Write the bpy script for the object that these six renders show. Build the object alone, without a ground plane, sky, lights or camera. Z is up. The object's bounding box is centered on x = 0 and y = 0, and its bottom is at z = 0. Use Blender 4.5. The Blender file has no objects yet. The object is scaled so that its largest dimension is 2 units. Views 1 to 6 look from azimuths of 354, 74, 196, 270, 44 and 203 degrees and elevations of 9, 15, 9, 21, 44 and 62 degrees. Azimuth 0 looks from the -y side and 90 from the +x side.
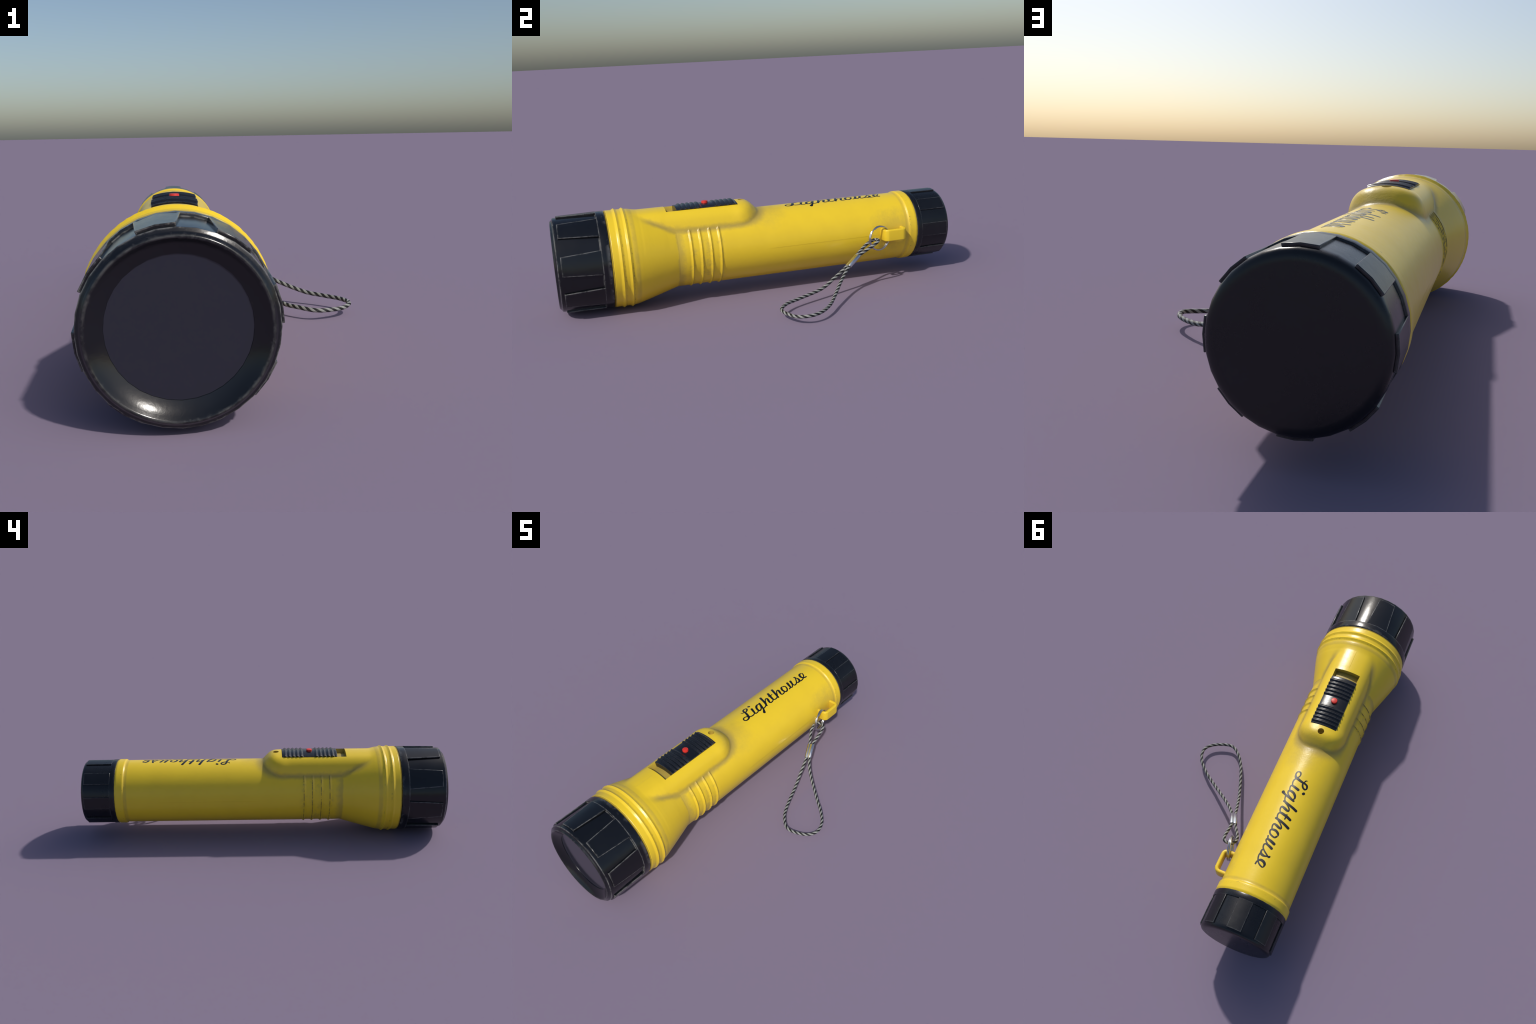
import bpy, bmesh, math, random
from mathutils import Vector, noise
from math import sin, cos, pi, radians, sqrt, exp

random.seed(7)

# ------------------------------------------------------------------ frame
AX, AZ = -0.1965, 0.2411          # barrel axis, parallel to y; lens end at y = -1
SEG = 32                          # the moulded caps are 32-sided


def at(theta, y, r):
    """point on the torch: angle from the top towards +x, station y, radius r"""
    return (AX + r * sin(theta), y, AZ + r * cos(theta))


def clamp(v, a=0.0, b=1.0):
    return max(a, min(b, v))


def smooth(a, b, x):
    t = clamp((x - a) / (b - a))
    return t * t * (3 - 2 * t)


def smax(a, b, k):
    h = max(k - abs(a - b), 0.0) / k
    return max(a, b) + h * h * k * 0.25


def lerp_profile(pts, y):
    if y <= pts[0][0]:
        return pts[0][1]
    for (y0, r0), (y1, r1) in zip(pts, pts[1:]):
        if y <= y1:
            return r0 + (r1 - r0) * (y - y0) / (y1 - y0)
    return pts[-1][1]


def catmull(pts, n, closed=False):
    """n samples along a Catmull-Rom spline through pts (Vectors of any size)"""
    K = len(pts)
    spans = K if closed else K - 1
    out = []
    for s in range(n):
        t = s * spans / (n if closed else n - 1)
        i = min(int(t), spans - 1)
        f = t - i
        if closed:
            p = [pts[(i + d) % K] for d in (-1, 0, 1, 2)]
        else:
            p = [pts[max(0, min(K - 1, i + d))] for d in (-1, 0, 1, 2)]
        out.append(0.5 * ((2 * p[1]) + (p[2] - p[0]) * f
                          + (2 * p[0] - 5 * p[1] + 4 * p[2] - p[3]) * f * f
                          + (3 * p[1] - p[0] - 3 * p[2] + p[3]) * f ** 3))
    return out


# ------------------------------------------------------------------ object helpers
def link(name, mesh, mat, parent):
    ob = bpy.data.objects.new(name, mesh)
    bpy.context.scene.collection.objects.link(ob)
    if mat:
        mesh.materials.append(mat)
    ob.parent = parent
    return ob


def new_mesh(name, verts, faces, smooth_shade=True, sharp=None):
    me = bpy.data.meshes.new(name)
    me.from_pydata(verts, [], faces)
    bm = bmesh.new()
    bm.from_mesh(me)
    bmesh.ops.recalc_face_normals(bm, faces=bm.faces)
    bm.to_mesh(me)
    bm.free()
    if smooth_shade:
        me.shade_smooth()
        if sharp:
            me.set_sharp_from_angle(angle=radians(sharp))
    me.update()
    return me


def grid_faces(rows, cols, wrap):
    f = []
    for j in range(rows - 1):
        for i in range(cols if wrap else cols - 1):
            a, b = j * cols + i, j * cols + (i + 1) % cols
            f.append((a, b, b + cols, a + cols))
    return f


def lathe(profile, seg=SEG, offset=0.0):
    """solid of revolution about the torch axis; profile = [(y, r)], closed on the axis where r == 0"""
    verts, faces, rings = [], [], []
    for y, r in profile:
        if r < 1e-6:
            rings.append([len(verts)])
            verts.append(at(0, y, 0))
        else:
            rings.append(list(range(len(verts), len(verts) + seg)))
            verts += [at(2 * pi * i / seg + offset, y, r) for i in range(seg)]
    for a, b in zip(rings, rings[1:]):
        for i in range(seg):
            j = (i + 1) % seg
            if len(a) == 1:
                faces.append((a[0], b[j], b[i]))
            elif len(b) == 1:
                faces.append((a[i], a[j], b[0]))
            else:
                faces.append((a[i], a[j], b[j], b[i]))
    return verts, faces


def turned(name, profile, mat, parent, faceted, sharp=38.0, sub=4):
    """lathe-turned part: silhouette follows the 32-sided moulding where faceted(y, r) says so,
    shading normals are those of the smooth turned profile"""
    seg = SEG * sub
    pts = []
    n = len(profile)
    seg_n = []
    for (y0, r0), (y1, r1) in zip(profile, profile[1:]):
        d = Vector((y1 - y0, r1 - r0)).normalized()
        seg_n.append(Vector((d.y, -d.x)))          # outward for profiles running front-wards (-y)
    for i, (yy, rr) in enumerate(profile):
        a = seg_n[max(0, i - 1)]
        b = seg_n[min(n - 2, i)]
        if a.angle(b) > radians(sharp):
            pts += [(yy, rr, a), (yy, rr, b)]
        else:
            pts.append((yy, rr, (a + b).normalized()))
    verts, norms = [], []
    for yy, rr, nn in pts:
        fac = faceted(yy, rr)
        for k in range(seg):
            th = 2 * pi * k / seg
            m = (th % (2 * pi / SEG)) - pi / SEG
            fl = cos(pi / SEG) / cos(m) if fac else 0.9985
            verts.append(at(th, yy, max(rr, 1e-5) * fl))
            norms.append((nn.y * sin(th), nn.x, nn.y * cos(th)))
    faces = []
    for j in range(len(pts) - 1):
        if (pts[j][0], pts[j][1]) == (pts[j + 1][0], pts[j + 1][1]):
            continue
        for k in range(seg):
            a, b = j * seg + k, j * seg + (k + 1) % seg
            faces.append((a, b, b + seg, a + seg))
    me = bpy.data.meshes.new(name)
    me.from_pydata(verts, [], faces)
    me.update()
    # make face winding agree with the analytic normals
    p = me.polygons[len(me.polygons) // 2]
    if p.normal.dot(Vector(norms[p.vertices[0]])) < 0:
        me.flip_normals()
    if me.polygons[0].normal.dot(Vector(norms[me.polygons[0].vertices[0]])) < 0:
        norms = [tuple(-c for c in v) for v in norms]
    me.shade_smooth()
    me.normals_split_custom_set_from_vertices(norms)
    return link(name, me, mat, parent)


def frames(path, closed):
    """parallel-transport frames along a list of Vectors"""
    n = len(path)
    tan = []
    for i in range(n):
        a = path[(i - 1) % n] if closed or i > 0 else path[i]
        b = path[(i + 1) % n] if closed or i < n - 1 else path[i]
        tan.append((b - a).normalized())
    nrm = tan[0].orthogonal().normalized()
    out = []
    for t in tan:
        nrm = (nrm - t * nrm.dot(t)).normalized()
        out.append((t, nrm, t.cross(nrm)))
    if closed:                                   # spread the closing twist evenly
        t, u, v = out[0]
        last = (nrm - t * nrm.dot(t)).normalized()
        err = math.atan2(last.dot(v), last.dot(u))
        fixed = []
        for i, (t, u, v) in enumerate(out):
            a = -err * i / n
            fixed.append((t, u * cos(a) + v * sin(a), v * cos(a) - u * sin(a)))
        out = fixed
    return out


def tube(path, radius, sides, closed, verts, faces):
    fr = frames(path, closed)
    base = len(verts)
    n = len(path)
    for p, (t, u, v) in zip(path, fr):
        for k in range(sides):
            a = 2 * pi * k / sides
            verts.append(tuple(p + (u * cos(a) + v * sin(a)) * radius))
    for i in range(n if closed else n - 1):
        for k in range(sides):
            a = base + i * sides + k
            b = base + i * sides + (k + 1) % sides
            c = base + ((i + 1) % n) * sides + (k + 1) % sides
            d = base + ((i + 1) % n) * sides + k
            faces.append((a, b, c, d))
    if not closed:
        faces.append(tuple(base + k for k in range(sides))[::-1])
        faces.append(tuple(base + (n - 1) * sides + k for k in range(sides)))


# ------------------------------------------------------------------ materials
class Nodes:
    def __init__(self, name):
        self.mat = bpy.data.materials.new(name)
        self.mat.use_nodes = True
        self.t = self.mat.node_tree
        self.bsdf = self.t.nodes["Principled BSDF"]
        tc = self.t.nodes.new("ShaderNodeTexCoord")
        self.obj = tc.outputs["Object"]

    def put(self, sock, v):
        if isinstance(v, bpy.types.NodeSocket):
            self.t.links.new(v, sock)
        else:
            sock.default_value = v

    def math(self, op, a, b=0.0, c=0.0, clamp_it=False):
        n = self.t.nodes.new("ShaderNodeMath")
        n.operation = op
        n.use_clamp = clamp_it
        for s, v in zip(n.inputs, (a, b, c)):
            self.put(s, v)
        return n.outputs[0]

    def noise(self, scale, detail=4.0, rough=0.55, stretch=None):
        n = self.t.nodes.new("ShaderNodeTexNoise")
        n.inputs["Scale"].default_value = scale
        n.inputs["Detail"].default_value = detail
        n.inputs["Roughness"].default_value = rough
        vec = self.obj
        if stretch:
            m = self.t.nodes.new("ShaderNodeMapping")
            m.inputs["Scale"].default_value = stretch
            self.t.links.new(self.obj, m.inputs["Vector"])
            vec = m.outputs[0]
        self.t.links.new(vec, n.inputs["Vector"])
        return n.outputs["Fac"]

    def ramp(self, fac, lo, hi):
        """smooth 0..1 mask between lo and hi (either order)"""
        n = self.t.nodes.new("ShaderNodeMapRange")
        n.interpolation_type = 'SMOOTHSTEP'
        flip = lo > hi
        self.put(n.inputs["Value"], fac)
        n.inputs["From Min"].default_value = min(lo, hi)
        n.inputs["From Max"].default_value = max(lo, hi)
        n.inputs["To Min"].default_value = 1.0 if flip else 0.0
        n.inputs["To Max"].default_value = 0.0 if flip else 1.0
        return n.outputs[0]

    def mix(self, fac, a, b):
        n = self.t.nodes.new("ShaderNodeMix")
        n.data_type = 'RGBA'
        self.put(n.inputs[0], fac)
        for s, v in ((n.inputs[6], a), (n.inputs[7], b)):
            self.put(s, v if isinstance(v, bpy.types.NodeSocket) else (*v, 1.0))
        return n.outputs[2]

    def xyz(self):
        n = self.t.nodes.new("ShaderNodeSeparateXYZ")
        self.t.links.new(self.obj, n.inputs[0])
        return n.outputs

    def ao(self, dist, local=True):
        n = self.t.nodes.new("ShaderNodeAmbientOcclusion")
        n.samples = 8
        n.only_local = local
        n.inputs["Distance"].default_value = dist
        return n.outputs["AO"]

    def edges(self, radius, lo=0.02, hi=0.10):
        """mask of worn edges: where the rounded normal leaves the true one"""
        b = self.t.nodes.new("ShaderNodeBevel")
        b.samples = 6
        b.inputs["Radius"].default_value = radius
        g = self.t.nodes.new("ShaderNodeNewGeometry")
        d = self.t.nodes.new("ShaderNodeVectorMath")
        d.operation = 'DOT_PRODUCT'
        self.t.links.new(b.outputs[0], d.inputs[0])
        self.t.links.new(g.outputs["Normal"], d.inputs[1])
        return self.ramp(self.math('SUBTRACT', 1.0, d.outputs["Value"]), lo, hi)

    def near(self, coord, value, width):
        """1 where |coord - value| is small"""
        return self.ramp(self.math('ABSOLUTE', self.math('SUBTRACT', coord, value)), width, width * 0.3)

    def bump(self, height, strength, distance, chain=None):
        n = self.t.nodes.new("ShaderNodeBump")
        n.inputs["Strength"].default_value = strength
        n.inputs["Distance"].default_value = distance
        self.t.links.new(height, n.inputs["Height"])
        if chain is not None:
            self.t.links.new(chain, n.inputs["Normal"])
        return n.outputs[0]

    def set(self, **kw):
        for k, v in kw.items():
            s = self.bsdf.inputs[k.replace("_", " ")]
            if isinstance(v, tuple):
                v = (*v, 1.0)
            self.put(s, v)
        return self.mat


def yellow_plastic(name, body):
    m = Nodes(name)
    x, y, z = m.xyz()
    big = m.noise(7.0, 4.0)
    fine = m.noise(60.0, 5.0, 0.65)
    patch = m.noise(22.0, 6.0, 0.7)
    clean = m.mix(m.ramp(big, 0.35, 0.7), (0.89, 0.622, 0.026), (0.865, 0.60, 0.026))
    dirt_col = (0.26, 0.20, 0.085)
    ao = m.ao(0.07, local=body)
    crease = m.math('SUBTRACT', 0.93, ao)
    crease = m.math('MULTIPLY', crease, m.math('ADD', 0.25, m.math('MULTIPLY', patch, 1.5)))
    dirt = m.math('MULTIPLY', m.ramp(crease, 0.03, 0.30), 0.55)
    if body:
        # grime ring at the mouth of the head and soft soiling round the strap lug
        d = m.t.nodes.new("ShaderNodeVectorMath")
        d.operation = 'DISTANCE'
        m.t.links.new(m.obj, d.inputs[0])
        d.inputs[1].default_value = (-0.02, 0.68, 0.26)
        lug = m.ramp(m.math('ADD', d.outputs["Value"], m.math('MULTIPLY', m.math('SUBTRACT', patch, 0.5), 0.16)), 0.15, 0.03)
        dirt = m.math('MAXIMUM', dirt, m.math('MULTIPLY', lug, 0.28))
        d2 = m.t.nodes.new("ShaderNodeVectorMath")
        d2.operation = 'DISTANCE'
        m.t.links.new(m.obj, d2.inputs[0])
        d2.inputs[1].default_value = (-0.15, 0.015, 0.415)
        heel = m.ramp(m.math('ADD', d2.outputs["Value"], m.math('MULTIPLY', m.math('SUBTRACT', patch, 0.5), 0.12)), 0.15, 0.03)
        dirt = m.math('MAXIMUM', dirt, m.math('MULTIPLY', heel, 0.26))
        # darker brown tone over the bottom of the switch slot
        dx = m.math('SUBTRACT', x, AX)
        dz = m.math('SUBTRACT', z, AZ)
        rad = m.math('SQRT', m.math('ADD', m.math('MULTIPLY', dx, dx), m.math('MULTIPLY', dz, dz)))
        slot = m.math('MULTIPLY', m.ramp(rad, 0.2015, 0.1995), m.math('MULTIPLY', m.ramp(y, -0.47, -0.465), m.ramp(y, -0.10, -0.105)))
        slot = m.math('MULTIPLY', slot, m.ramp(m.math('ABSOLUTE', dx), 0.063, 0.061))
        slot = m.math('MULTIPLY', slot, m.ramp(dz, 0.15, 0.17))
        dirt = m.math('MAXIMUM', dirt, m.math('MULTIPLY', slot, m.math('ADD', 0.45, m.math('MULTIPLY', patch, 0.4))))
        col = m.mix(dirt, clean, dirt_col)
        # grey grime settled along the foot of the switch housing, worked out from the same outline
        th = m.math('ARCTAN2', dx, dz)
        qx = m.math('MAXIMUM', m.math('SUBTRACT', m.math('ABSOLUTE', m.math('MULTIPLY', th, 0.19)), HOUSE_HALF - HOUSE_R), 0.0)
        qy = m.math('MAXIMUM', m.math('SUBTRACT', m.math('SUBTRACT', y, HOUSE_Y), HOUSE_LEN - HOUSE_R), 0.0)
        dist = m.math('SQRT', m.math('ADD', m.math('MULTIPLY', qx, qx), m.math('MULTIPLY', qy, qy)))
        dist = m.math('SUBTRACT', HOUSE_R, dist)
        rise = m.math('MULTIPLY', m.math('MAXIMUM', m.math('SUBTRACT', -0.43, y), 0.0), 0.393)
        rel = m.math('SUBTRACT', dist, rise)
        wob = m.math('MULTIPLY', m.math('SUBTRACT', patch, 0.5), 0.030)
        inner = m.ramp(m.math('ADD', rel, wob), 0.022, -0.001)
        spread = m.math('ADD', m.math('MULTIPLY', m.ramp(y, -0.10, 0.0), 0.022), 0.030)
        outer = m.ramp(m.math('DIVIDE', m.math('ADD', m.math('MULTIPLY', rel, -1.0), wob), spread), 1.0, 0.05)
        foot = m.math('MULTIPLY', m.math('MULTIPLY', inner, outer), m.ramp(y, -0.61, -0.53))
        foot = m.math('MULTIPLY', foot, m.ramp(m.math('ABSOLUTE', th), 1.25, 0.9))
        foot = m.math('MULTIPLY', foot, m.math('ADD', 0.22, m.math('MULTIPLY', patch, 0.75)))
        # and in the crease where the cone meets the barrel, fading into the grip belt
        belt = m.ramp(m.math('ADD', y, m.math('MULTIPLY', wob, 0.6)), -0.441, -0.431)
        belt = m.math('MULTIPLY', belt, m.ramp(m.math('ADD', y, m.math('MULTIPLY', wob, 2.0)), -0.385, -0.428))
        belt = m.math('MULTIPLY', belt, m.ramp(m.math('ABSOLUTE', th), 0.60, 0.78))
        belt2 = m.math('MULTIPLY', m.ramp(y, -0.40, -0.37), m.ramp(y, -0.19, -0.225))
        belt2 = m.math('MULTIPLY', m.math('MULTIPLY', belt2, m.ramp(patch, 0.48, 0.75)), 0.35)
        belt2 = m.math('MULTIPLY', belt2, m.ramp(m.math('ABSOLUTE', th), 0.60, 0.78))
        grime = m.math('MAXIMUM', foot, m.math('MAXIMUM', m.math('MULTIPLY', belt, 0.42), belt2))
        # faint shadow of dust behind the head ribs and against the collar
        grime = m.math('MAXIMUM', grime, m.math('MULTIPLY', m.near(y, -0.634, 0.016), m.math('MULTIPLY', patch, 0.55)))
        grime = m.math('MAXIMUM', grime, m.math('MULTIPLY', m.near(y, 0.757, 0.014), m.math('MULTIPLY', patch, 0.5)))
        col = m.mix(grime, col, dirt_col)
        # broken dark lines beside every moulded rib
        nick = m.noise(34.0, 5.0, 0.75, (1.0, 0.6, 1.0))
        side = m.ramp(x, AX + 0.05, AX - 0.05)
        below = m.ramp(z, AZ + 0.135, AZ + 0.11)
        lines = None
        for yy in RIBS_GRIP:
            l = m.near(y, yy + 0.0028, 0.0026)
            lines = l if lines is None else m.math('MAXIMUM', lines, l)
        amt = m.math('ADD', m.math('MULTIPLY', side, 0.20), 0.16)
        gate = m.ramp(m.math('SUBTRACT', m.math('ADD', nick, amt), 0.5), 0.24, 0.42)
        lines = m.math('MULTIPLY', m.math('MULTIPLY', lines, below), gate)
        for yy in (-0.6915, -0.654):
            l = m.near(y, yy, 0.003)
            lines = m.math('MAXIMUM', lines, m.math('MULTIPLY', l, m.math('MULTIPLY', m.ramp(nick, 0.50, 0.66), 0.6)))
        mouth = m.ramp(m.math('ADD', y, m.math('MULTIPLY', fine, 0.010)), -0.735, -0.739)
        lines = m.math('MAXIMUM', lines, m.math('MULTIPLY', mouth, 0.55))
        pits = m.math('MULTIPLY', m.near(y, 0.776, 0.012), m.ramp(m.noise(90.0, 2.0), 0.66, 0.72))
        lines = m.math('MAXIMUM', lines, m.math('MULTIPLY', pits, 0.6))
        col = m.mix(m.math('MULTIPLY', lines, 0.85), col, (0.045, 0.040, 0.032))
    else:
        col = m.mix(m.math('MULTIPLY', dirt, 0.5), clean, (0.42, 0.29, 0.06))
    rough = m.math('ADD', 0.26, m.math('MULTIPLY', fine, 0.12))
    rough = m.math('ADD', rough, m.math('MULTIPLY', dirt, 0.25))
    n = m.bump(fine, 0.10, 0.004)
    if body:
        rgh = m.noise(110.0, 3.0)
        spots = m.math('MULTIPLY', rgh, m.math('MULTIPLY', dirt, 1.0))
        n = m.bump(spots, 0.35, 0.006, n)
        # parting line of the mould along both flanks and over the nose of the switch housing
        seam = m.math('MULTIPLY', m.ramp(z, AZ - 0.0012, AZ + 0.0012), m.ramp(y, 0.0, 0.06))
        seam = m.math('MULTIPLY', seam, m.ramp(y, 0.62, 0.56))
        nose = m.math('MULTIPLY', m.ramp(x, AX - 0.001, AX + 0.001), m.math('MULTIPLY', m.ramp(y, -0.60, -0.585), m.ramp(y, -0.47, -0.50)))
        nose = m.math('MULTIPLY', nose, m.ramp(z, AZ, AZ + 0.1))
        n = m.bump(m.math('ADD', seam, nose), 0.5, 0.0012, n)
    return m.set(Base_Color=col, Roughness=rough, Normal=n, Specular_IOR_Level=0.5)


def black_plastic(name, edge=True, lens_side=False, base=(0.0045, 0.0052, 0.0072), rough0=0.115, wear=(0.22, 0.22, 0.21)):  # base tinted blue: sky reflection on the black plastic put into its colour
    m = Nodes(name)
    big = m.noise(9.0, 5.0, 0.6)
    fine = m.noise(70.0, 4.0, 0.65)
    col = m.mix(m.ramp(big, 0.4, 0.75), base, tuple(c * 1.35 for c in base))
    if edge:
        e = m.edges(0.0070, 0.004, 0.05)
        gate = m.ramp(m.math('ADD', m.math('MULTIPLY', fine, 0.55), m.math('MULTIPLY', m.noise(16.0, 3.0), 0.6)), 0.48, 0.66)
        w = m.math('MULTIPLY', e, m.math('ADD', m.math('MULTIPLY', gate, 0.85), 0.12))
        bx, by, bz = m.xyz()
        dx, dz = m.math('SUBTRACT', bx, AX), m.math('SUBTRACT', bz, AZ)
        rad2 = m.math('ADD', m.math('MULTIPLY', dx, dx), m.math('MULTIPLY', dz, dz))
        smear = m.math('MULTIPLY', m.ramp(by, -0.772, -0.751), m.ramp(m.noise(15.0, 4.0, 0.65), 0.46, 0.66))
        w = m.math('MAXIMUM', w, m.math('MULTIPLY', smear, 0.42)) if lens_side else w
        soft = m.math('MULTIPLY', m.edges(0.014, 0.002, 0.035), m.ramp(m.noise(44.0, 4.0, 0.7), 0.50, 0.68))
        w = m.math('MAXIMUM', w, m.math('MULTIPLY', soft, 0.26))
        w = m.math('MULTIPLY', w, m.ramp(rad2, 0.172 ** 2 - 0.0005, 0.172 ** 2)) if lens_side else w
        col = m.mix(w, col, wear)
    scuff = m.ramp(m.noise(30.0, 6.0, 0.75), 0.60, 0.78)
    col = m.mix(m.math('MULTIPLY', scuff, 0.09), col, (0.06, 0.06, 0.06))
    rough = m.math('ADD', rough0, m.math('ADD', m.math('MULTIPLY', big, 0.10), m.math('MULTIPLY', fine, 0.07)))
    rough = m.math('ADD', rough, m.math('MULTIPLY', scuff, 0.12))
    n = m.bump(fine, 0.08, 0.003)
    return m.set(Base_Color=col, Roughness=rough, Normal=n, Specular_IOR_Level=0.5)


def plain(name, color, rough, metallic=0.0, grain=0.0, scale=60.0, var=0.15):
    m = Nodes(name)
    f = m.noise(scale, 4.0)
    col = m.mix(f, tuple(c * (1 - var) for c in color), tuple(min(1, c * (1 + var)) for c in color))
    kw = dict(Base_Color=col, Metallic=metallic, Roughness=m.math('ADD', rough, m.math('MULTIPLY', f, 0.1)))
    if grain:
        kw["Normal"] = m.bump(f, grain, 0.002)
    return m.set(**kw)


# ------------------------------------------------------------------ the thing
root = bpy.data.objects.new("flashlight", None)
bpy.context.scene.collection.objects.link(root)
root["label"] = "yellow plastic flashlight with black end caps, sliding switch and cord loop"
root["category"] = "flashlight"

# switch housing outline: half width (arc), length from its middle to the heel, corner radius
HOUSE_HALF, HOUSE_Y, HOUSE_LEN, HOUSE_R = 0.149, -0.375, 0.376, 0.12
RIBS_GRIP = (-0.226, -0.272, -0.320, -0.367)
RIBS_HEAD = (-0.701, -0.662)
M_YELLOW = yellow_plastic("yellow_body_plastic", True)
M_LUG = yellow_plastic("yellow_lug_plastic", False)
M_BLACK = black_plastic("black_cap_plastic", lens_side=True)
M_SWITCH = black_plastic("black_switch_plastic", base=(0.0065, 0.0075, 0.0105), rough0=0.17, wear=(0.05, 0.052, 0.055))
M_INK = plain("navy_print_ink", (0.0035, 0.0050, 0.0085), 0.26, grain=0.1, var=0.35)
M_RED = plain("red_button_plastic", (0.72, 0.035, 0.022), 0.38, grain=0.05, var=0.06)
M_STEEL = plain("bright_ring_steel", (0.62, 0.63, 0.65), 0.16, 1.0, var=0.06)
M_ALU = plain("crimped_aluminium", (0.66, 0.67, 0.69), 0.24, 1.0, grain=0.1, var=0.08)
M_LIGHT = plain("grey_cord_thread", (0.31, 0.32, 0.30), 0.5, grain=0.2, scale=220.0, var=0.35)
M_DARK = plain("black_cord_thread", (0.013, 0.014, 0.014), 0.42, grain=0.2, scale=220.0, var=0.4)

# ------------------------------------------------------------------ body: barrel, cone, switch housing
BODY_PROFILE = [(-0.765, 0.2230), (-0.7478, 0.2230), (-0.7468, 0.2322), (-0.7452, 0.2340), (-0.7430, 0.2342), (-0.7418, 0.2326), (-0.7395, 0.2345),
                (-0.716, 0.2343), (-0.708, 0.2345), (-0.650, 0.2345), (-0.640, 0.2333),
                (-0.628, 0.2308), (-0.610, 0.2262), (-0.570, 0.2150), (-0.500, 0.1946), (-0.437, 0.1760),
                (-0.430, 0.1745), (0.764, 0.1745), (0.769, 0.1800), (0.773, 0.1806), (0.804, 0.1806),
                (0.8075, 0.1795), (0.814, 0.1765), (0.83, 0.1765)]


def peak(y, y0, half, sharp=1.3):
    return max(0.0, 1 - abs(y - y0) / half) ** sharp


def body_radius(th, y):
    r = lerp_profile(BODY_PROFILE, y)
    # two ribs around the head, their crests slightly ragged
    for k, y0 in enumerate(RIBS_HEAD):
        rag = noise.noise(Vector((sin(th) * 18, cos(th) * 18, y0 * 50)))
        r += 0.0061 * (1 + 0.17 * rag) * peak(y, y0, 0.0115, 1.15)
    # shallow hollow behind the ribs
    r -= 0.0012 * peak(y, -0.645, 0.012)
    # four grip ribs under the barrel, dying out below the switch housing
    a = abs(math.atan2(sin(th), cos(th)))
    fade = smooth(radians(40.5), radians(46), a)
    if fade > 0 and -0.39 < y < -0.2:
        for y0 in RIBS_GRIP:
            rag = noise.noise(Vector((sin(th) * 14, cos(th) * 14, y0 * 70)))
            r += 0.0063 * fade * (1 + 0.16 * rag) * peak(y, y0, 0.0100, 1.2)
        # the belt between the ribs is a touch sunk
        r -= 0.0012 * fade * smooth(-0.39, -0.36, y) * smooth(-0.20, -0.23, y)
    # switch housing: rounded rectangle wrapped on the barrel, blended in
    t = math.atan2(sin(th), cos(th))
    if abs(t) < 1.15 and y < 0.06:
        px, py = abs(t * 0.19) - (HOUSE_HALF - HOUSE_R), abs(y - HOUSE_Y) - (HOUSE_LEN - HOUSE_R)
        if y < HOUSE_Y:
            py = -1.0
        qx, qy = max(px, 0), max(py, 0)
        d = HOUSE_R - (sqrt(qx * qx + qy * qy) + min(max(px, py), 0))
        if d > -0.04:
            rise = d / (0.070 - 0.020 * smooth(-0.16, -0.04, y))
            h = -smax(-rise, -1.0, 0.45)
            hump = 0.1742 + 0.0502 * h if d > 0 else 0.1742 + d * 0.6
            r = smax(r, hump, 0.0055)
    return r


ys = set()
y = -0.765
while y < 0.83:
    ys.add(round(y, 4))
    y += 0.0045 if y < 0.06 else 0.011
for yb, _ in BODY_PROFILE:
    ys.add(round(yb, 4))
for y0 in RIBS_GRIP + RIBS_HEAD:
    for k in (-0.0125, -0.0095, -0.006, -0.003, -0.0012, 0, 0.0012, 0.003, 0.006, 0.0095, 0.0125):
        ys.add(round(y0 + k, 4))
ys = sorted(ys)
ys = [v for i, v in enumerate(ys) if i == 0 or v - ys[i - 1] > 0.0005]
NT = 320
verts = [at(2 * pi * i / NT, yy, body_radius(2 * pi * i / NT, yy)) for yy in ys for i in range(NT)]
faces = grid_faces(len(ys), NT, True)
n0 = len(verts)
verts += [at(0, ys[0], 0), at(0, ys[-1], 0)]
for i in range(NT):
    j = (i + 1) % NT
    faces.append((n0, j, i))
    faces.append((n0 + 1, (len(ys) - 1) * NT + i, (len(ys) - 1) * NT + j))
body_me = new_mesh("body", verts, faces)
body = link("body", body_me, M_YELLOW, root)

# the slot for the slide switch and the screw hole behind it are cut out of the housing
S0, S1, SA = -0.461, -0.1065, radians(17.3)
FLOOR = 0.197


def arc_block(a0, a1, y0, y1, r0, r1, n):
    v, f = [], []
    for yy in (y0, y1):
        for k in range(n + 1):
            a = a0 + (a1 - a0) * k / n
            v += [at(a, yy, r0), at(a, yy, r1)]
    m = 2 * (n + 1)
    for k in range(n):
        p = 2 * k
        f += [(p, p + 1, p + 3, p + 2), (m + p, m + p + 2, m + p + 3, m + p + 1),
              (p, p + 2, m + p + 2, m + p), (p + 1, m + p + 1, m + p + 3, p + 3)]
    f += [(0, m, m + 1, 1), (2 * n, 2 * n + 1, m + 2 * n + 1, m + 2 * n)]
    return v, f


def cut(target, name, v, f):
    c = link(name, new_mesh(name, v, f, False), None, None)
    md = target.modifiers.new("cut", 'BOOLEAN')
    md.operation = 'DIFFERENCE'
    md.solver = 'EXACT'
    md.object = c
    dg = bpy.context.evaluated_depsgraph_get()
    res = bpy.data.meshes.new_from_object(target.evaluated_get(dg))
    target.modifiers.clear()
    old = target.data
    target.data = res
    bpy.data.meshes.remove(old)
    bpy.data.objects.remove(c)


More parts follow.
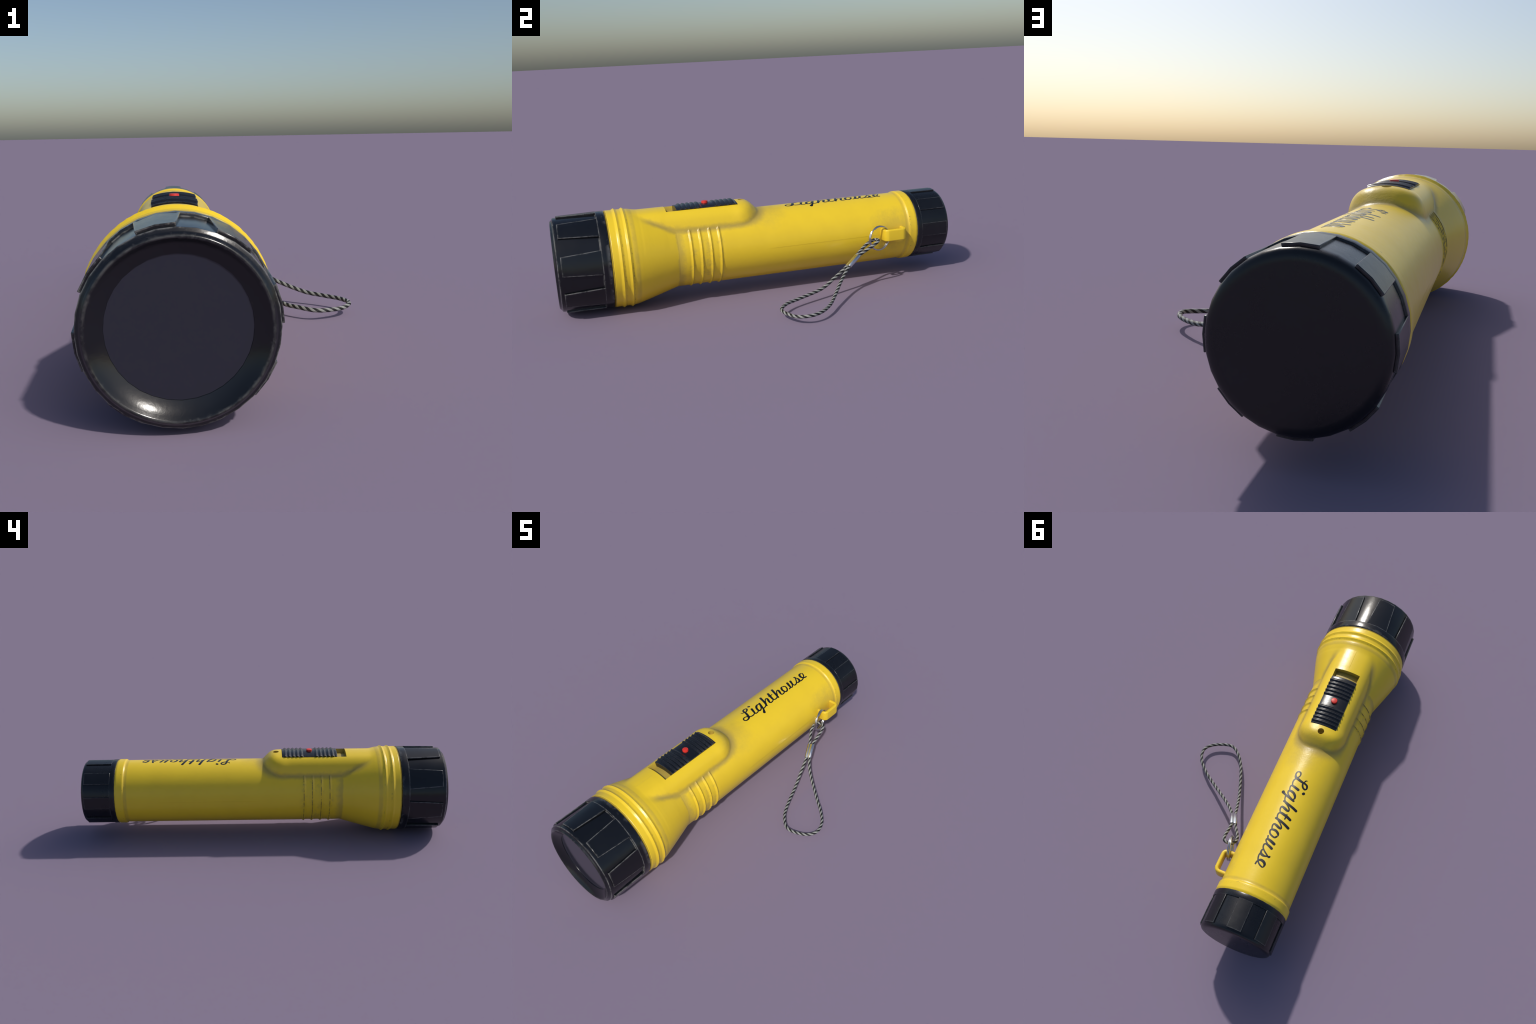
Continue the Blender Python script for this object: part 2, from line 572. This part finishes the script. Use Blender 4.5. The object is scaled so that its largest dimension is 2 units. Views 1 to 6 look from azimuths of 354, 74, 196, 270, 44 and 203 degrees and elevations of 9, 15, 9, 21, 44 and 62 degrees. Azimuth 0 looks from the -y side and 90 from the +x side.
cut(body, "slot_cutter", *arc_block(-SA, SA, S0, S1, FLOOR, 0.26, 12))


def drum(y0, r, za, zb, n=24):
    v = [(AX + r * cos(2 * pi * k / n), y0 + r * sin(2 * pi * k / n), zz) for zz in (za, zb) for k in range(n)]
    f = [(k, (k + 1) % n, n + (k + 1) % n, n + k) for k in range(n)]
    f += [tuple(range(n))[::-1], tuple(range(n, 2 * n))]
    return v, f


cut(body, "hole_cutter", *drum(-0.074, 0.0162, AZ + 0.200, AZ + 0.25))
cut(body, "hole_cutter", *drum(-0.072, 0.0080, AZ + 0.186, AZ + 0.22))
body.data.name = "body"
body.data.shade_smooth()
body.data.set_sharp_from_angle(angle=radians(48))

# ------------------------------------------------------------------ slide switch
SW0, SW1, SWA = -0.4105, -0.1085, radians(17.15)
RIDGES = [-0.1250 - 0.0222 * k for k in range(5)] + [-0.2960 - 0.0222 * k for k in range(5)]


def switch_radius(yy):
    r = 0.2271
    h = max(peak(yy, y0, 0.0111, 1.0) for y0 in RIDGES)
    r += 0.0062 * (h * h * (3 - 2 * h)) ** 0.9
    mid = smooth(-0.222, -0.232, yy) * smooth(-0.288, -0.278, yy)
    return r + 0.0002 * mid


rows = []
nth = 20
yy = SW0
while yy <= SW1 + 1e-6:
    rows.append(yy)
    yy += 0.00151
verts = []
for yy in rows:
    e = min(yy - SW0, SW1 - yy)
    for k in range(nth + 1):
        a = -SWA + 2 * SWA * k / nth
        ea = (SWA - abs(a)) * 0.225
        rr = switch_radius(yy) - 0.0012 * (1 - smooth(0, 0.004, e)) - 0.0006 * (1 - smooth(0, 0.004, ea))
        verts.append(at(a, yy, rr))
cols = nth + 1
faces = grid_faces(len(rows), cols, False)
rim = [k for k in range(cols)] + [j * cols + nth for j in range(1, len(rows))] \
    + [(len(rows) - 1) * cols + k for k in range(nth - 1, -1, -1)] + [j * cols for j in range(len(rows) - 2, 0, -1)]
low = len(verts)
for i in rim:
    p = Vector(verts[i])
    d = Vector((p.x - AX, 0, p.z - AZ)).normalized() * (FLOOR + 0.002)
    verts.append((AX + d.x, p.y, AZ + d.z))
for k in range(len(rim)):
    j = (k + 1) % len(rim)
    faces.append((rim[k], rim[j], low + j, low + k))
faces.append(tuple(range(low, low + len(rim))))
slide = link("slide_switch", new_mesh("slide_switch", verts, faces, True, 50), M_SWITCH, root)

prof = [(0.0155, 0.218), (0.0155, 0.2350), (0.0150, 0.2364), (0.0135, 0.2371), (0.0, 0.2373)]
NB = 28
verts, faces = [], []
for r, zz in prof[:-1]:
    verts += [(AX + r * cos(2 * pi * k / NB), -0.259 + r * sin(2 * pi * k / NB), AZ + zz) for k in range(NB)]
faces = grid_faces(len(prof) - 1, NB, True)
verts.append((AX, -0.259, AZ + prof[-1][1]))
faces += [(len(verts) - 1, (len(prof) - 2) * NB + k, (len(prof) - 2) * NB + (k + 1) % NB) for k in range(NB)]
link("switch_button", new_mesh("switch_button", verts, faces, True, 40), M_RED, slide)

# ------------------------------------------------------------------ head bezel with grip pads and lens
HEAD_PROFILE = ([(-0.748, 0.2285), (-0.7495, 0.2328), (-0.752, 0.2345), (-0.757, 0.2350), (-0.7845, 0.2348), (-0.7885, 0.2342),
              (-0.7900, 0.2325), (-0.7905, 0.2248), (-0.860, 0.2246), (-0.980, 0.2242), (-0.9862, 0.2234),
              (-0.9884, 0.2200), (-0.9905, 0.2160), (-0.9920, 0.2140), (-0.9935, 0.2128), (-0.9975, 0.2098), (-0.9992, 0.2078), (-1.0, 0.2056), (-0.9996, 0.2036),
              (-0.9978, 0.2012), (-0.991, 0.1950), (-0.982, 0.1830), (-0.9755, 0.1725), (-0.9725, 0.1665),
              (-0.9715, 0.1645), (-0.9695, 0.1640), (-0.962, 0.1640), (-0.94, 0.20), (-0.76, 0.21), (-0.748, 0.2285)])
bezel = turned("head_bezel", HEAD_PROFILE, M_BLACK, root, lambda yy, rr: rr > 0.2198 or rr < 0.1648)


def pad_mesh(name, stations, half_front, half_rear, inner, n=2):
    """raised grip pad centred on the top; stations = [(y, r)] front to rear"""
    vv, ff = [], []
    y0, y1 = stations[0][0], stations[-1][0]
    for yy, rr in stations:
        t = (yy - y0) / (y1 - y0)
        half = half_front + (half_rear - half_front) * t
        for k in range(n + 1):
            a = -half + 2 * half * k / n
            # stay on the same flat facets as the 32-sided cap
            fl = cos(pi / SEG) / cos((abs(a) % (2 * pi / SEG)) - pi / SEG)
            vv.append(at(a, yy, rr * fl))
            vv.append(at(a, yy, inner * fl))
    m = 2 * (n + 1)
    for s in range(len(stations) - 1):
        b = s * m
        for k in range(n):
            p = b + 2 * k
            ff += [(p, p + 2, p + 2 + m, p + m), (p + 1, p + 1 + m, p + 3 + m, p + 3)]
        ff += [(b, b + m, b + m + 1, b + 1), (b + 2 * n, b + 2 * n + 1, b + m + 2 * n + 1, b + m + 2 * n)]
    for b in (0, (len(stations) - 1) * m):
        ff += [(b + 2 * k, b + 2 * k + 1, b + 2 * k + 3, b + 2 * k + 2) for k in range(n)]
    return new_mesh(name, vv, ff, True, 30)


def ring_of_pads(mesh, first, parent):
    for k in range(8):
        ob = link("grip_pad", mesh, None, parent)
        md = ob.modifiers.new("edge", 'BEVEL')
        md.width = 0.0016
        md.segments = 2
        md.limit_method = 'ANGLE'
        md.angle_limit = radians(40)
        md.harden_normals = False
        # turning about the torch axis: bake into the object matrix
        a = first + k * pi / 4
        from mathutils import Matrix
        c = Vector((AX, 0, AZ))
        ob.matrix_world = Matrix.Translation(c) @ Matrix.Rotation(a, 4, 'Y') @ Matrix.Translation(-c)


head_pad = pad_mesh("head_grip_pad", [(-0.970, 0.2318), (-0.786, 0.2353)], radians(11.25), radians(14.3), 0.2150)
head_pad.materials.append(M_BLACK)
ring_of_pads(head_pad, radians(-11.25), bezel)

lens_m = Nodes("dark_lens")
lens_mat = lens_m.set(Base_Color=lens_m.mix(lens_m.noise(25.0, 3.0), (0.0125, 0.0150, 0.0235), (0.0135, 0.0160, 0.0250)),
                      Roughness=0.12, Specular_IOR_Level=0.5, IOR=1.68)
v, f = lathe([(-0.9690, 0.0), (-0.9690, 0.1642), (-0.962, 0.1646), (-0.960, 0.0)])
link("lens", new_mesh("lens", v, f, True, 30), lens_mat, root)

# ------------------------------------------------------------------ tail cap
TAIL_PROFILE = ([(0.8120, 0.1700), (0.8125, 0.1770), (0.8145, 0.1795), (0.8175, 0.1802), (0.8385, 0.1800), (0.8420, 0.1790),
              (0.8435, 0.1746), (0.972, 0.1744), (0.9830, 0.1738), (0.9895, 0.1718), (0.9948, 0.1678),
              (0.9978, 0.1610), (0.9995, 0.1550), (1.0, 0.1480), (1.0, 0.0)])
tail = turned("tail_cap", TAIL_PROFILE, black_plastic("black_tail_plastic", wear=(0.075, 0.078, 0.08), rough0=0.20), root, lambda yy, rr: rr > 0.168)
tail_pad = pad_mesh("tail_grip_pad", [(0.8395, 0.1801), (0.9825, 0.1799)], radians(11.25), radians(11.25), 0.165)
tail_pad.materials.append(tail.data.materials[0])
ring_of_pads(tail_pad, 0.0, tail)

# ------------------------------------------------------------------ lettering: pen strokes (station y, arc, nib width in mm)
STROKES = [
    ("L", [(0.1833,-0.0329,2.3),(0.1868,-0.0258,5.2),(0.1953,-0.022,5.2),(0.2028,-0.018,5.7),(0.2124,-0.0186,6.9),(0.2245,-0.025,7.4),(0.2303,-0.0349,7.4),(0.2268,-0.0421,6.3),(0.2174,-0.0436,7.4),(0.2071,-0.0387,8.0),(0.2022,-0.0269,8.0),(0.2009,-0.0154,9.2),(0.1962,0.0009,10.3),(0.1905,0.0163,10.9),(0.1868,0.0247,10.9),(0.1786,0.0308,8.0),(0.1669,0.0334,6.3),(0.1558,0.0304,5.7),(0.1517,0.0226,6.3),(0.1546,0.0145,6.3),(0.1629,0.0104,5.7),(0.1731,0.0108,5.2),(0.1824,0.0155,5.7),(0.1908,0.0227,6.3),(0.2015,0.0294,5.7),(0.2142,0.031,5.7),(0.2251,0.0285,5.2),(0.2327,0.0239,5.7)]),
    ("i", [(0.246,-0.0099,10.9),(0.2408,0.0039,10.3),(0.236,0.0175,9.2),(0.2343,0.0274,6.9),(0.238,0.0324,5.7),(0.249,0.0323,5.2),(0.2601,0.0288,5.2)]),
    ("i", [(0.2506,-0.0423,9.6),(0.2526,-0.0407,11.2),(0.2556,-0.038,10.5)]),
    ("g", [(0.3022,-0.0055,4.6),(0.2935,-0.0102,6.9),(0.2804,-0.0058,9.7),(0.2694,0.0052,9.7),(0.2642,0.0183,9.7),(0.2647,0.0296,8.0),(0.2738,0.0322,6.3),(0.285,0.0264,5.7),(0.294,0.0154,5.7),(0.3007,0.0034,5.7)]),
    ("g", [(0.3093,-0.0112,8.6),(0.3043,0.0018,9.2),(0.2983,0.0173,9.2),(0.2934,0.0319,8.0),(0.2875,0.0441,8.6),(0.281,0.053,12.0),(0.2776,0.0567,12.6)]),
    ("g", [(0.2954,0.0359,4.6),(0.3091,0.0335,5.2),(0.3188,0.0298,5.2),(0.3255,0.0242,5.7)]),
    ("h", [(0.3514,-0.0415,10.9),(0.3438,-0.0225,10.3),(0.3366,-0.0006,9.7),(0.3299,0.0172,8.6),(0.3254,0.0288,9.2),(0.325,0.032,9.2)]),
    ("h", [(0.3314,0.0225,5.7),(0.343,0.0053,5.2),(0.3551,-0.0064,5.7),(0.3661,-0.0088,6.3),(0.367,-0.0011,9.2),(0.3604,0.0132,10.3),(0.3554,0.0261,8.6),(0.3581,0.0321,6.3),(0.3682,0.0331,5.7),(0.3797,0.0296,5.2),(0.3867,0.0241,5.7)]),
    ("t", [(0.4057,-0.0333,10.3),(0.3968,-0.0128,10.9),(0.3911,0.0059,10.3),(0.3873,0.021,9.2),(0.3902,0.0286,6.3),(0.3993,0.0322,5.7),(0.4116,0.0305,5.7),(0.4228,0.024,5.7)]),
    ("t", [(0.3866,-0.0087,5.2),(0.396,-0.0086,6.3),(0.4119,-0.0076,5.2)]),
    ("h", [(0.4474,-0.0405,10.9),(0.4384,-0.0202,10.3),(0.4302,0.0007,9.7),(0.4242,0.0196,9.2),(0.4212,0.0315,9.7),(0.4218,0.0332,9.2)]),
    ("h", [(0.4294,0.0183,5.7),(0.4412,0.0028,5.2),(0.4546,-0.0082,5.7),(0.4636,-0.0086,6.9),(0.4622,0.0012,9.7),(0.4554,0.0155,9.7),(0.4517,0.0272,7.4),(0.4551,0.0327,5.7),(0.4661,0.0332,5.7),(0.479,0.0295,5.2)]),
    ("o", [(0.5021,-0.0111,4.6),(0.4917,-0.0065,9.2),(0.482,0.0074,9.7),(0.4805,0.0222,9.2),(0.4837,0.0313,6.9),(0.4939,0.0334,6.9),(0.5059,0.0262,6.9),(0.5142,0.0106,6.9),(0.5152,-0.0004,6.9),(0.5087,-0.0058,7.4),(0.507,-0.0074,6.9)]),
    ("u", [(0.5471,-0.0112,10.9),(0.5397,0.0063,10.9),(0.5347,0.0207,9.2),(0.5338,0.0299,7.4),(0.54,0.0331,5.7),(0.5496,0.0273,5.7),(0.5591,0.0156,5.7)]),
    ("u", [(0.5169,0.0327,5.7),(0.5291,0.0293,6.3)]),
    ("u", [(0.5719,-0.0088,10.3),(0.5644,0.0069,9.7),(0.56,0.0192,8.0),(0.5597,0.0279,6.3),(0.5654,0.0331,6.3),(0.5783,0.0314,5.7),(0.589,0.0239,5.7),(0.6005,0.0107,5.7),(0.6117,-0.0048,5.2)]),
    ("s", [(0.6108,-0.0156,6.6),(0.6144,-0.013,8.6),(0.6143,-0.0087,7.4),(0.6145,-0.0021,6.3),(0.6176,0.0071,7.1),(0.6162,0.0185,10.3),(0.6104,0.0286,9.2),(0.5993,0.0321,6.9),(0.5912,0.0297,6.3),(0.5888,0.0249,5.2)]),
    ("s", [(0.6099,0.0306,6.9),(0.6195,0.0344,5.7),(0.6338,0.0325,5.7),(0.6472,0.0273,5.7),(0.6597,0.0182,5.7),(0.6678,0.0063,5.7),(0.6714,-0.0044,5.2)]),
    ("e", [(0.6682,-0.0085,4.6),(0.6543,-0.0086,9.2),(0.6443,0.0015,10.3),(0.6411,0.016,9.7),(0.6463,0.0252,6.9),(0.6555,0.0311,6.3),(0.6668,0.0326,6.3)]),
]
R_INK = 0.1745


def pen_stroke(pts, lift):
    P = [Vector(p) for p in pts]
    n = max(8, 5 * len(P))
    path = catmull(P, n)
    vv, ff = [], []
    ring = []
    tn = []
    for i in range(n):
        d = path[min(i + 1, n - 1)] - path[max(i - 1, 0)]
        tn.append(Vector((d.x, d.y)).normalized())
    # rounded ends: extra stations that close the nib
    st = []
    for q in (1.0, 0.85, 0.55):
        p = path[0]
        w = p.z * 0.00063
        st.append((Vector((p.x, p.y)) - tn[0] * w * q * 0.8, tn[0], w * sqrt(max(0.02, 1 - q * q))))
    for p, t in zip(path, tn):
        st.append((Vector((p.x, p.y)), t, p.z * 0.00063))
    for q in (0.55, 0.85, 1.0):
        p = path[-1]
        w = p.z * 0.00063
        st.append((Vector((p.x, p.y)) + tn[-1] * w * q * 0.8, tn[-1], w * sqrt(max(0.02, 1 - q * q))))
    section = ((-1.0, -0.0012), (-1.0, 0.6), (-0.9, 1.0), (0.0, 1.0), (0.9, 1.0), (1.0, 0.6), (1.0, -0.0012))
    for i, (c, t, w) in enumerate(st):
        side = Vector((-t.y, t.x))
        top = lift + 0.00012 * i / len(st)
        for s, h in section:
            q = c + side * (w * s)
            vv.append(at(q.y / R_INK, q.x, R_INK + (h if h < 0 else top * h)))
    m = len(section)
    ff = grid_faces(len(st), m, False)
    ff += [tuple(range(m)), tuple(range((len(st) - 1) * m, len(st) * m))]
    for i in range(len(st) - 1):
        ff.append((i * m, (i + 1) * m, (i + 1) * m + m - 1, i * m + m - 1))
    return vv, ff


letters = []
for i, (ch, pts) in enumerate(STROKES):
    vv, ff = pen_stroke(pts, 0.00035 + 0.00004 * (i % 5))
    # strokes of one letter follow each other; a repeated h starts a new object with its stem
    if letters and letters[-1][0] == ch:
        base = len(letters[-1][1])
        letters[-1][1].extend(vv)
        letters[-1][2].extend([tuple(k + base for k in q) for q in ff])
    else:
        letters.append([ch, vv, ff])
for ch, vv, ff in letters:
    link("letter", new_mesh("letter", vv, ff, True, 12), M_INK, body)

# ------------------------------------------------------------------ strap lug: a flat strap bent to a U
path2 = [(-0.045, 0.6145), (-0.005, 0.6145), (0.008, 0.6150), (0.0175, 0.6185), (0.0228, 0.6255), (0.0243, 0.636),
         (0.0243, 0.696), (0.0232, 0.7075), (0.0180, 0.7160), (0.0085, 0.7205), (-0.005, 0.7212), (-0.045, 0.7212)]
half_t, half_h, rc, zc = 0.0091, 0.0305, 0.0075, 0.2452
section = []
for cx, cz, a0 in ((1, 1, 0), (-1, 1, 90), (-1, -1, 180), (1, -1, 270)):
    for k in range(6):
        a = radians(a0 + 18 * k)
        section.append(((half_t - rc) * cx + rc * cos(a), (half_h - rc) * cz + rc * sin(a)))
P = catmull([Vector((a, b, 0)) for a, b in path2], 66)
verts, faces = [], []
for i, p in enumerate(P):
    d = (P[min(i + 1, len(P) - 1)] - P[max(i - 1, 0)]).normalized()
    out = Vector((d.y, -d.x, 0))
    for s, h in section:
        q = p + out * s
        verts.append((q.x, q.y, zc + h))
faces = grid_faces(len(P), len(section), True)
faces += [tuple(range(len(section))), tuple(range(len(verts) - len(section), len(verts)))]
link("strap_lug", new_mesh("strap_lug", verts, faces, True, 60), M_LUG, root)

# ------------------------------------------------------------------ split ring
ring_c = Vector((0.0105, 0.5828, 0.2349))
axis = Vector((cos(0.2335) * cos(-0.0128), sin(0.2335) * cos(-0.0128), sin(-0.0128))).normalized()
eu = axis.cross(Vector((0, 0, 1))).normalized()
ew = eu.cross(axis).normalized()
if ew.z < 0:
    ew = -ew
ey = eu if eu.y > 0 else -eu
verts, faces, path = [], [], []
start = radians(137)
turn = 4 * pi - radians(14)
NR = 150
for i in range(NR + 1):
    s = i / NR
    ph = start + turn * s
    off = -0.0040 + 0.0080 * smooth(0.44, 0.56, s)
    path.append(ring_c + (ey * cos(ph) + ew * sin(ph)) * 0.0602 + axis * off)
tube(path, 0.0038, 12, False, verts, faces)
link("split_ring", new_mesh("split_ring", verts, faces, True, 60), M_STEEL, root)

# ------------------------------------------------------------------ cord: one endless loop pinched by a ferrule
F_LO, F_HI = Vector((0.0933, 0.3750, 0.1340)), Vector((0.0640, 0.4385, 0.1730))
f_dir = (F_HI - F_LO).normalized()
f_side = (Vector((0.1051, 0.3793, 0.1347)) - Vector((0.0813, 0.3732, 0.1296)))
f_side = (f_side - f_dir * f_side.dot(f_dir)).normalized()
LOBE = 0.0092
loop = [Vector(p) for p in ((0.1083, 0.2978, 0.0908), (0.1354, 0.2170, 0.0524),
                            (0.1890, 0.0816, 0.0380), (0.2354, 0.0062, 0.0380), (0.2984, -0.0374, 0.0338), (0.3867, -0.0105, 0.0318),
                            (0.4290, 0.0404, 0.0369), (0.4138, 0.1061, 0.0392), (0.3551, 0.1698, 0.0415), (0.2845, 0.2222, 0.0514),
                            (0.1622, 0.3137, 0.0953))]
eye = [Vector(p) for p in ((0.0673, 0.5208, 0.2155), (0.0582, 0.5533, 0.2325), (0.0340, 0.5610, 0.2345), (0.0088, 0.5478, 0.2275), (0.0095, 0.5065, 0.2062))]
ctrl = [F_LO - f_side * LOBE] + loop + [F_LO + f_side * LOBE, F_HI + f_side * LOBE] + eye + [F_HI - f_side * LOBE]
dense = catmull(ctrl, 1400, True)
# resample by arc length
acc = [0.0]
for a, b in zip(dense, dense[1:] + dense[:1]):
    acc.append(acc[-1] + (b - a).length)
total = acc[-1]
NS = 760
cord_path, k = [], 0
for i in range(NS):
    s = total * i / NS
    while acc[k + 1] < s:
        k += 1
    f_ = (s - acc[k]) / max(1e-9, acc[k + 1] - acc[k])
    cord_path.append(dense[k].lerp(dense[(k + 1) % len(dense)], f_))
fr = frames(cord_path, True)
pitch = total / round(total / 0.0612)
verts, faces = [], []
tube(cord_path, 0.0054, 8, True, verts, faces)
cord = link("cord", new_mesh("cord", verts, faces), M_DARK, root)
for name, mat, phases in (("light_strand", M_LIGHT, (0, 2)), ("dark_strand", M_DARK, (1, 3))):
    for ph in phases:
        verts, faces = [], []
        for th in (-1, 0, 1):
            line = []
            for i, (p, (t, u, v_)) in enumerate(zip(cord_path, fr)):
                a = 2 * pi * (total * i / NS) / pitch + ph * pi / 2 + th * radians(29)
                rr = 0.0063 if th == 0 else 0.0061
                line.append(p + (u * cos(a) + v_ * sin(a)) * rr)
            tube(line, 0.00165, 6, True, verts, faces)
        link(name, new_mesh(name, verts, faces), mat, cord)

# ferrule: two joined barrels squeezed on the cord
verts, faces = [], []
f_up = f_dir.cross(f_side).normalized()
RO, RI = 0.0105, 0.0080
outline = []
for k in range(48):
    a = 2 * pi * k / 48
    c, s = cos(a), sin(a)
    outline.append((math.copysign(LOBE, c) if abs(c) > 1e-6 else 0.0, RO, c, s))
L = F_HI - F_LO


def ring_pts(scale_r, pos):
    out = []
    for off, r, c, s in outline:
        # blend over the waist so the pinch keeps a soft groove
        x = off * min(1.0, abs(c) * 2.2) + r * scale_r * c
        yv = r * scale_r * s * (1 - 0.22 * exp(-(x / 0.005) ** 2))
        out.append(tuple(pos + f_side * x + f_up * yv))
    return out


secs = [(0.80, 0.02), (0.93, 0.0), (1.0, 0.02), (1.0, 0.5), (1.0, 0.98), (0.93, 1.0), (0.80, 0.98)]
for sc, tt in secs:
    verts += ring_pts(sc, F_LO + L * tt)
faces = grid_faces(len(secs), 48, True)
faces += [tuple(range(48)), tuple(range((len(secs) - 1) * 48, len(secs) * 48))]
link("ferrule", new_mesh("ferrule", verts, faces, True, 50), M_ALU, root)
